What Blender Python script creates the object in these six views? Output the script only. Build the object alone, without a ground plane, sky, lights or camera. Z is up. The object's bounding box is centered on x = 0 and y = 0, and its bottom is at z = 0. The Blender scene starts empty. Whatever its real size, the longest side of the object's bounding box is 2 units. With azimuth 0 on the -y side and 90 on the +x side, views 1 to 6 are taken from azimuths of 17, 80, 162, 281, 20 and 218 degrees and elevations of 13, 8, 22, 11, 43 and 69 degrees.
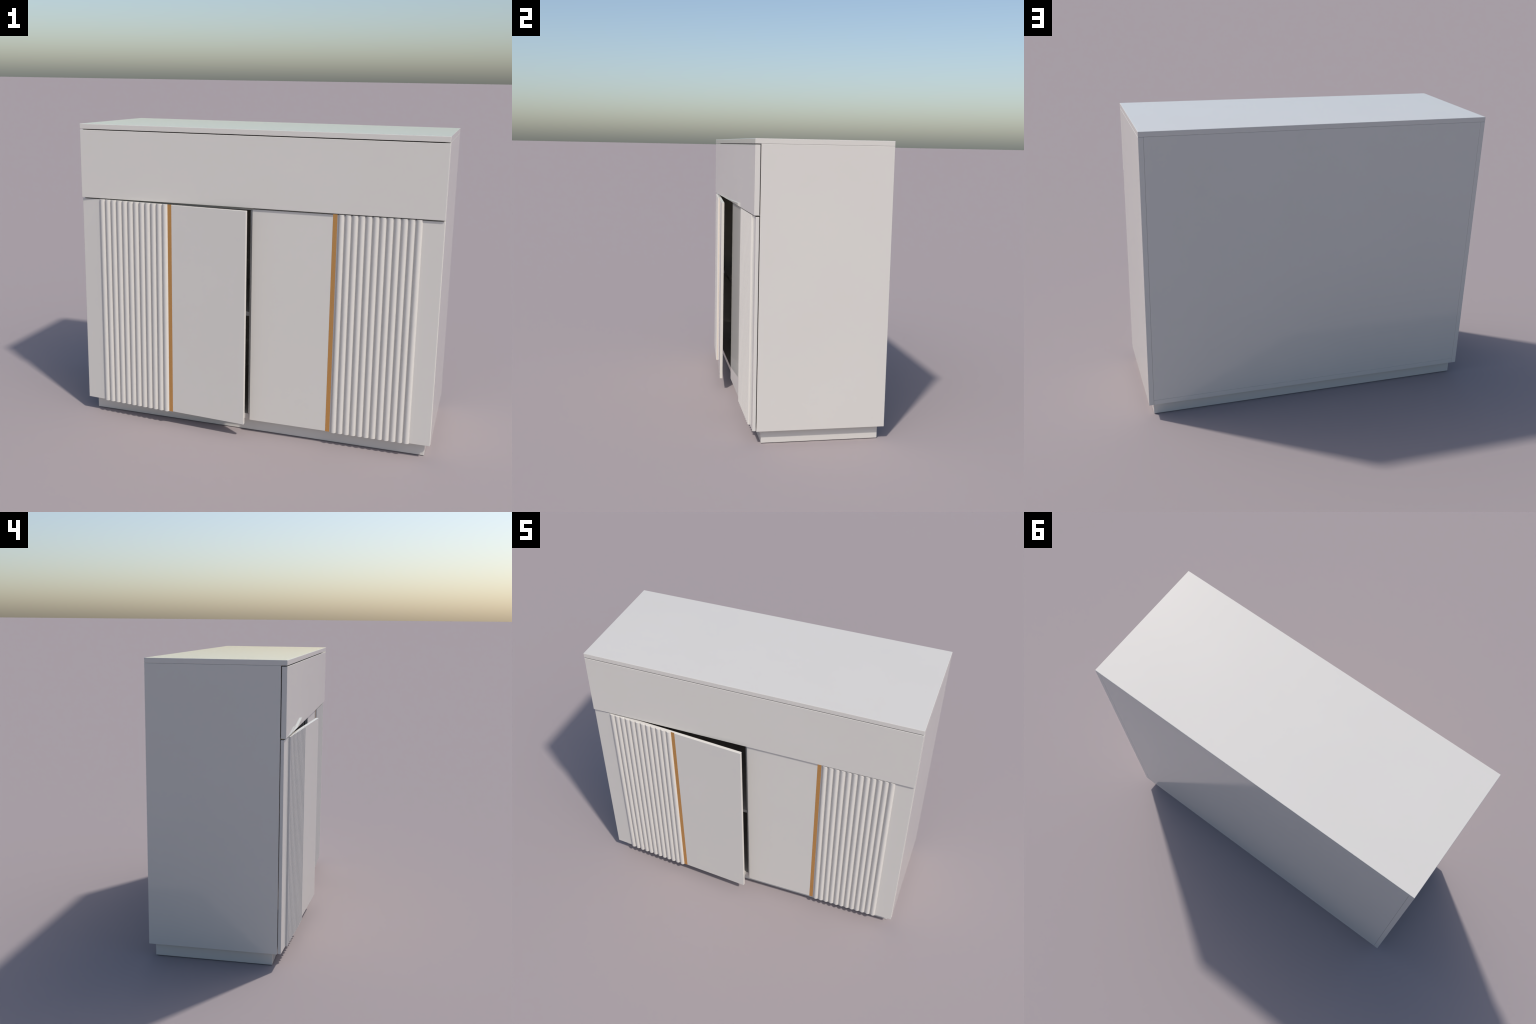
"""White lacquered sideboard: slab top, one wide drawer, two doors with half-round
fluting and a brass inlay, recessed plinth.  The left door stands slightly ajar."""
import bpy, bmesh, math
from mathutils import Matrix, Vector

# ------------------------------------------------------------------ dimensions
HALF_W = 1.0                      # half the overall width (x)
Y_BACK = 0.4157
Y_TOP_FRONT = -0.354              # slab and drawer front face
Y_CARCASS = -0.3212               # front edge of the side panels
Y_FRONT_BACK = -0.3258            # rear face of drawer front and doors
BOARD = 0.028                     # thick boards
Z_TOP, Z_SLAB = 1.6922, 1.6643     # slab top and underside
Z_SIDE = 0.0776                   # underside of the side panels
DRAWER_Z = (1.2832, 1.6595)
DOOR_Z = (0.0815, 1.2762)
DOOR_T = 0.0183
APPLIED_Z = (0.0812, 1.2788)      # flutes and brass strip
FLUTE_PITCH, FLUTE_W, FLUTE_H, FLUTES = 0.0357, 0.0310, 0.0114, 12
OPEN_ANGLE = math.radians(4.20)

# ------------------------------------------------------------------- materials
def lacquer(name, rgb, rough, coat):
    m = bpy.data.materials.new(name); m.use_nodes = True
    nt = m.node_tree; b = nt.nodes["Principled BSDF"]
    tc = nt.nodes.new("ShaderNodeTexCoord")
    no = nt.nodes.new("ShaderNodeTexNoise"); no.inputs["Scale"].default_value = 2.2
    no.inputs["Detail"].default_value = 3.0
    ramp = nt.nodes.new("ShaderNodeValToRGB")
    ramp.color_ramp.elements[0].position = 0.3
    ramp.color_ramp.elements[1].position = 0.7
    ramp.color_ramp.elements[0].color = tuple(c * 0.992 for c in rgb) + (1,)
    ramp.color_ramp.elements[1].color = tuple(min(1, c * 1.008) for c in rgb) + (1,)
    nt.links.new(tc.outputs["Object"], no.inputs["Vector"])
    nt.links.new(no.outputs["Fac"], ramp.inputs["Fac"])
    nt.links.new(ramp.outputs["Color"], b.inputs["Base Color"])
    b.inputs["Roughness"].default_value = rough
    b.inputs["Coat Weight"].default_value = coat
    return m

def brass(name):
    m = bpy.data.materials.new(name); m.use_nodes = True
    nt = m.node_tree; b = nt.nodes["Principled BSDF"]
    tc = nt.nodes.new("ShaderNodeTexCoord")
    mp = nt.nodes.new("ShaderNodeMapping"); mp.inputs["Scale"].default_value = (160, 160, 3)
    no = nt.nodes.new("ShaderNodeTexNoise"); no.inputs["Scale"].default_value = 1.0
    ramp = nt.nodes.new("ShaderNodeValToRGB")
    ramp.color_ramp.elements[0].color = (0.85, 0.485, 0.16, 1)
    ramp.color_ramp.elements[1].color = (0.88, 0.51, 0.175, 1)
    nt.links.new(tc.outputs["Object"], mp.inputs["Vector"])
    nt.links.new(mp.outputs["Vector"], no.inputs["Vector"])
    nt.links.new(no.outputs["Fac"], ramp.inputs["Fac"])
    nt.links.new(ramp.outputs["Color"], b.inputs["Base Color"])
    b.inputs["Metallic"].default_value = 1.0
    b.inputs["Roughness"].default_value = 0.25
    return m

WHITE = lacquer("white_lacquer", (0.645, 0.615, 0.568), 0.04, 0.0)
BRASS = brass("brushed_brass")

# --------------------------------------------------------------------- helpers
def finish(bm, name, parent, mat, smooth_deg=50):
    me = bpy.data.meshes.new(name)
    bmesh.ops.recalc_face_normals(bm, faces=bm.faces)
    bm.to_mesh(me); bm.free()
    me.materials.append(mat)
    if smooth_deg:
        for p in me.polygons: p.use_smooth = True
        me.set_sharp_from_angle(angle=math.radians(smooth_deg))
    ob = bpy.data.objects.new(name, me)
    bpy.context.scene.collection.objects.link(ob)
    ob.parent = parent
    return ob

def board(name, parent, x, y, z, mat=None, bevel=0.0018, segments=3):
    """Rectangular board between the given x, y and z limits with eased edges."""
    bm = bmesh.new()
    bmesh.ops.create_cube(bm, size=1.0)
    size = (x[1] - x[0], y[1] - y[0], z[1] - z[0])
    mid = Vector(((x[0] + x[1]) / 2, (y[0] + y[1]) / 2, (z[0] + z[1]) / 2))
    for v in bm.verts:
        v.co = Vector(v.co[i] * size[i] for i in range(3)) + mid
    if bevel:
        bmesh.ops.bevel(bm, geom=bm.edges[:], offset=bevel, segments=segments,
                        profile=0.5, affect='EDGES', clamp_overlap=True)
    return finish(bm, name, parent, mat or WHITE, None)

def flute_mesh():
    """Half-round moulding: circular segment on chord FLUTE_W, eased ends.
    Local frame: x across, -y outward, z up; back face on y = 0."""
    c, h = FLUTE_W / 2, FLUTE_H
    r = (c * c + h * h) / (2 * h)
    ha = math.asin(c / r)
    n, ease = 24, 0.0003
    def ring(bm, z, inset):
        rr = r - inset
        pts = [(-c + inset * 0.5, 0.0006)]
        for i in range(n + 1):
            a = -ha + 2 * ha * i / n
            pts.append((rr * math.sin(a), -(rr * math.cos(a) - (r - h))))
        pts.append((c - inset * 0.5, 0.0006))
        return [bm.verts.new((x, y, z)) for x, y in pts]
    bm = bmesh.new()
    z0, z1 = APPLIED_Z
    rings = [ring(bm, z0, ease), ring(bm, z0 + ease, 0), ring(bm, z1 - ease, 0), ring(bm, z1, ease)]
    for a, b in zip(rings, rings[1:]):
        for i in range(len(a)):
            j = (i + 1) % len(a)
            bm.faces.new((a[i], a[j], b[j], b[i]))
    bm.faces.new(rings[0]); bm.faces.new(rings[-1])
    return bm

# ----------------------------------------------------------------------- build
cabinet = bpy.data.objects.new("sideboard_cabinet", None)
bpy.context.scene.collection.objects.link(cabinet)
cabinet["label"] = "white sideboard with fluted doors, brass strips and wide drawer"
cabinet["category"] = "sideboard"

inner = HALF_W - BOARD
# carcass
board("top_panel", cabinet, (-HALF_W, HALF_W), (Y_TOP_FRONT, Y_BACK), (Z_SLAB, Z_TOP))
for s in (-1, 1):
    board("side_panel", cabinet, sorted((s * inner, s * HALF_W)), (Y_CARCASS, Y_BACK),
          (Z_SIDE, Z_SLAB - 0.0004))
board("back_panel", cabinet, (-inner + 0.0004, inner - 0.0004), (Y_BACK - 0.018, Y_BACK - 0.0002),
      (0.1079, Z_SLAB - 0.0004), bevel=0.0008)
board("bottom_panel", cabinet, (-inner + 0.0004, inner - 0.0004), (Y_CARCASS + 0.0003, Y_BACK - 0.0002),
      (0.0778, 0.1073), bevel=0.0012)
board("divider_panel", cabinet, (-0.0112, 0.0112), (Y_CARCASS + 0.0002, Y_BACK - 0.02), (0.1077, 1.2668))
board("drawer_rail", cabinet, (-inner + 0.0004, inner - 0.0004), (Y_CARCASS + 0.0004, Y_BACK - 0.02),
      (1.2672, 1.2900))
for s in (-1, 1):
    board("shelf", cabinet, sorted((s * 0.0116, s * (inner - 0.0006))), (-0.303, Y_BACK - 0.02), (0.675, 0.698))
board("plinth", cabinet, (-0.9692, 0.9692), (-0.291, 0.3852), (0.0, 0.0775))

# drawer: wide front with a tray behind it
drawer = board("drawer", cabinet, (-HALF_W + 0.0005, HALF_W - 0.0005), (Y_TOP_FRONT + 0.0003, Y_FRONT_BACK), DRAWER_Z)
board("drawer_tray_bottom", drawer, (-0.93, 0.93), (Y_FRONT_BACK + 0.001, 0.34), (1.30, 1.312), bevel=0.001)
for s in (-1, 1):
    board("drawer_tray_side", drawer, sorted((s * 0.931, s * 0.946)), (Y_FRONT_BACK + 0.001, 0.34), (1.297, 1.60), bevel=0.001)
board("drawer_tray_back", drawer, (-0.945, 0.945), (0.341, 0.356), (1.297, 1.60), bevel=0.001)

# doors, modelled closed in cabinet coordinates; the left one then swings open
flute_data = None
def make_door(side):
    """side -1 left, +1 right.  Face on y = Y_FRONT_BACK - DOOR_T."""
    global flute_data
    hinge, free = side * (HALF_W - 0.0012), (0.0052 if side > 0 else -0.0027)
    face = Y_FRONT_BACK - DOOR_T
    door = board("door", cabinet, sorted((hinge, free)), (face, Y_FRONT_BACK), DOOR_Z)
    board("brass_strip", door, sorted((side * 0.4386, side * 0.4618)), (face - 0.0002, face + 0.0016),
          APPLIED_Z, BRASS, bevel=0)
    for k in range(FLUTES):
        # both doors carry the same left-to-right pattern: groove, rib, groove, rib ...
        x = (0.4628 + FLUTE_PITCH * (k + 1) if side > 0 else -0.4621 - FLUTE_PITCH * k) - FLUTE_W / 2
        if flute_data is None:
            fl = finish(flute_mesh(), "flute", door, WHITE, 40)
            flute_data = fl.data
        else:
            fl = bpy.data.objects.new("flute", flute_data)
            bpy.context.scene.collection.objects.link(fl)
            fl.parent = door
        fl.location = (x, face, 0)
    if side < 0:
        pivot = Matrix.Translation((hinge, Y_FRONT_BACK, 0))
        set_in = Matrix.Translation((0, 0.0010, 0))      # hinge edge pulls in a little
        door.matrix_local = set_in @ pivot @ Matrix.Rotation(-OPEN_ANGLE, 4, 'Z') @ pivot.inverted()
    return door

make_door(-1)
make_door(1)
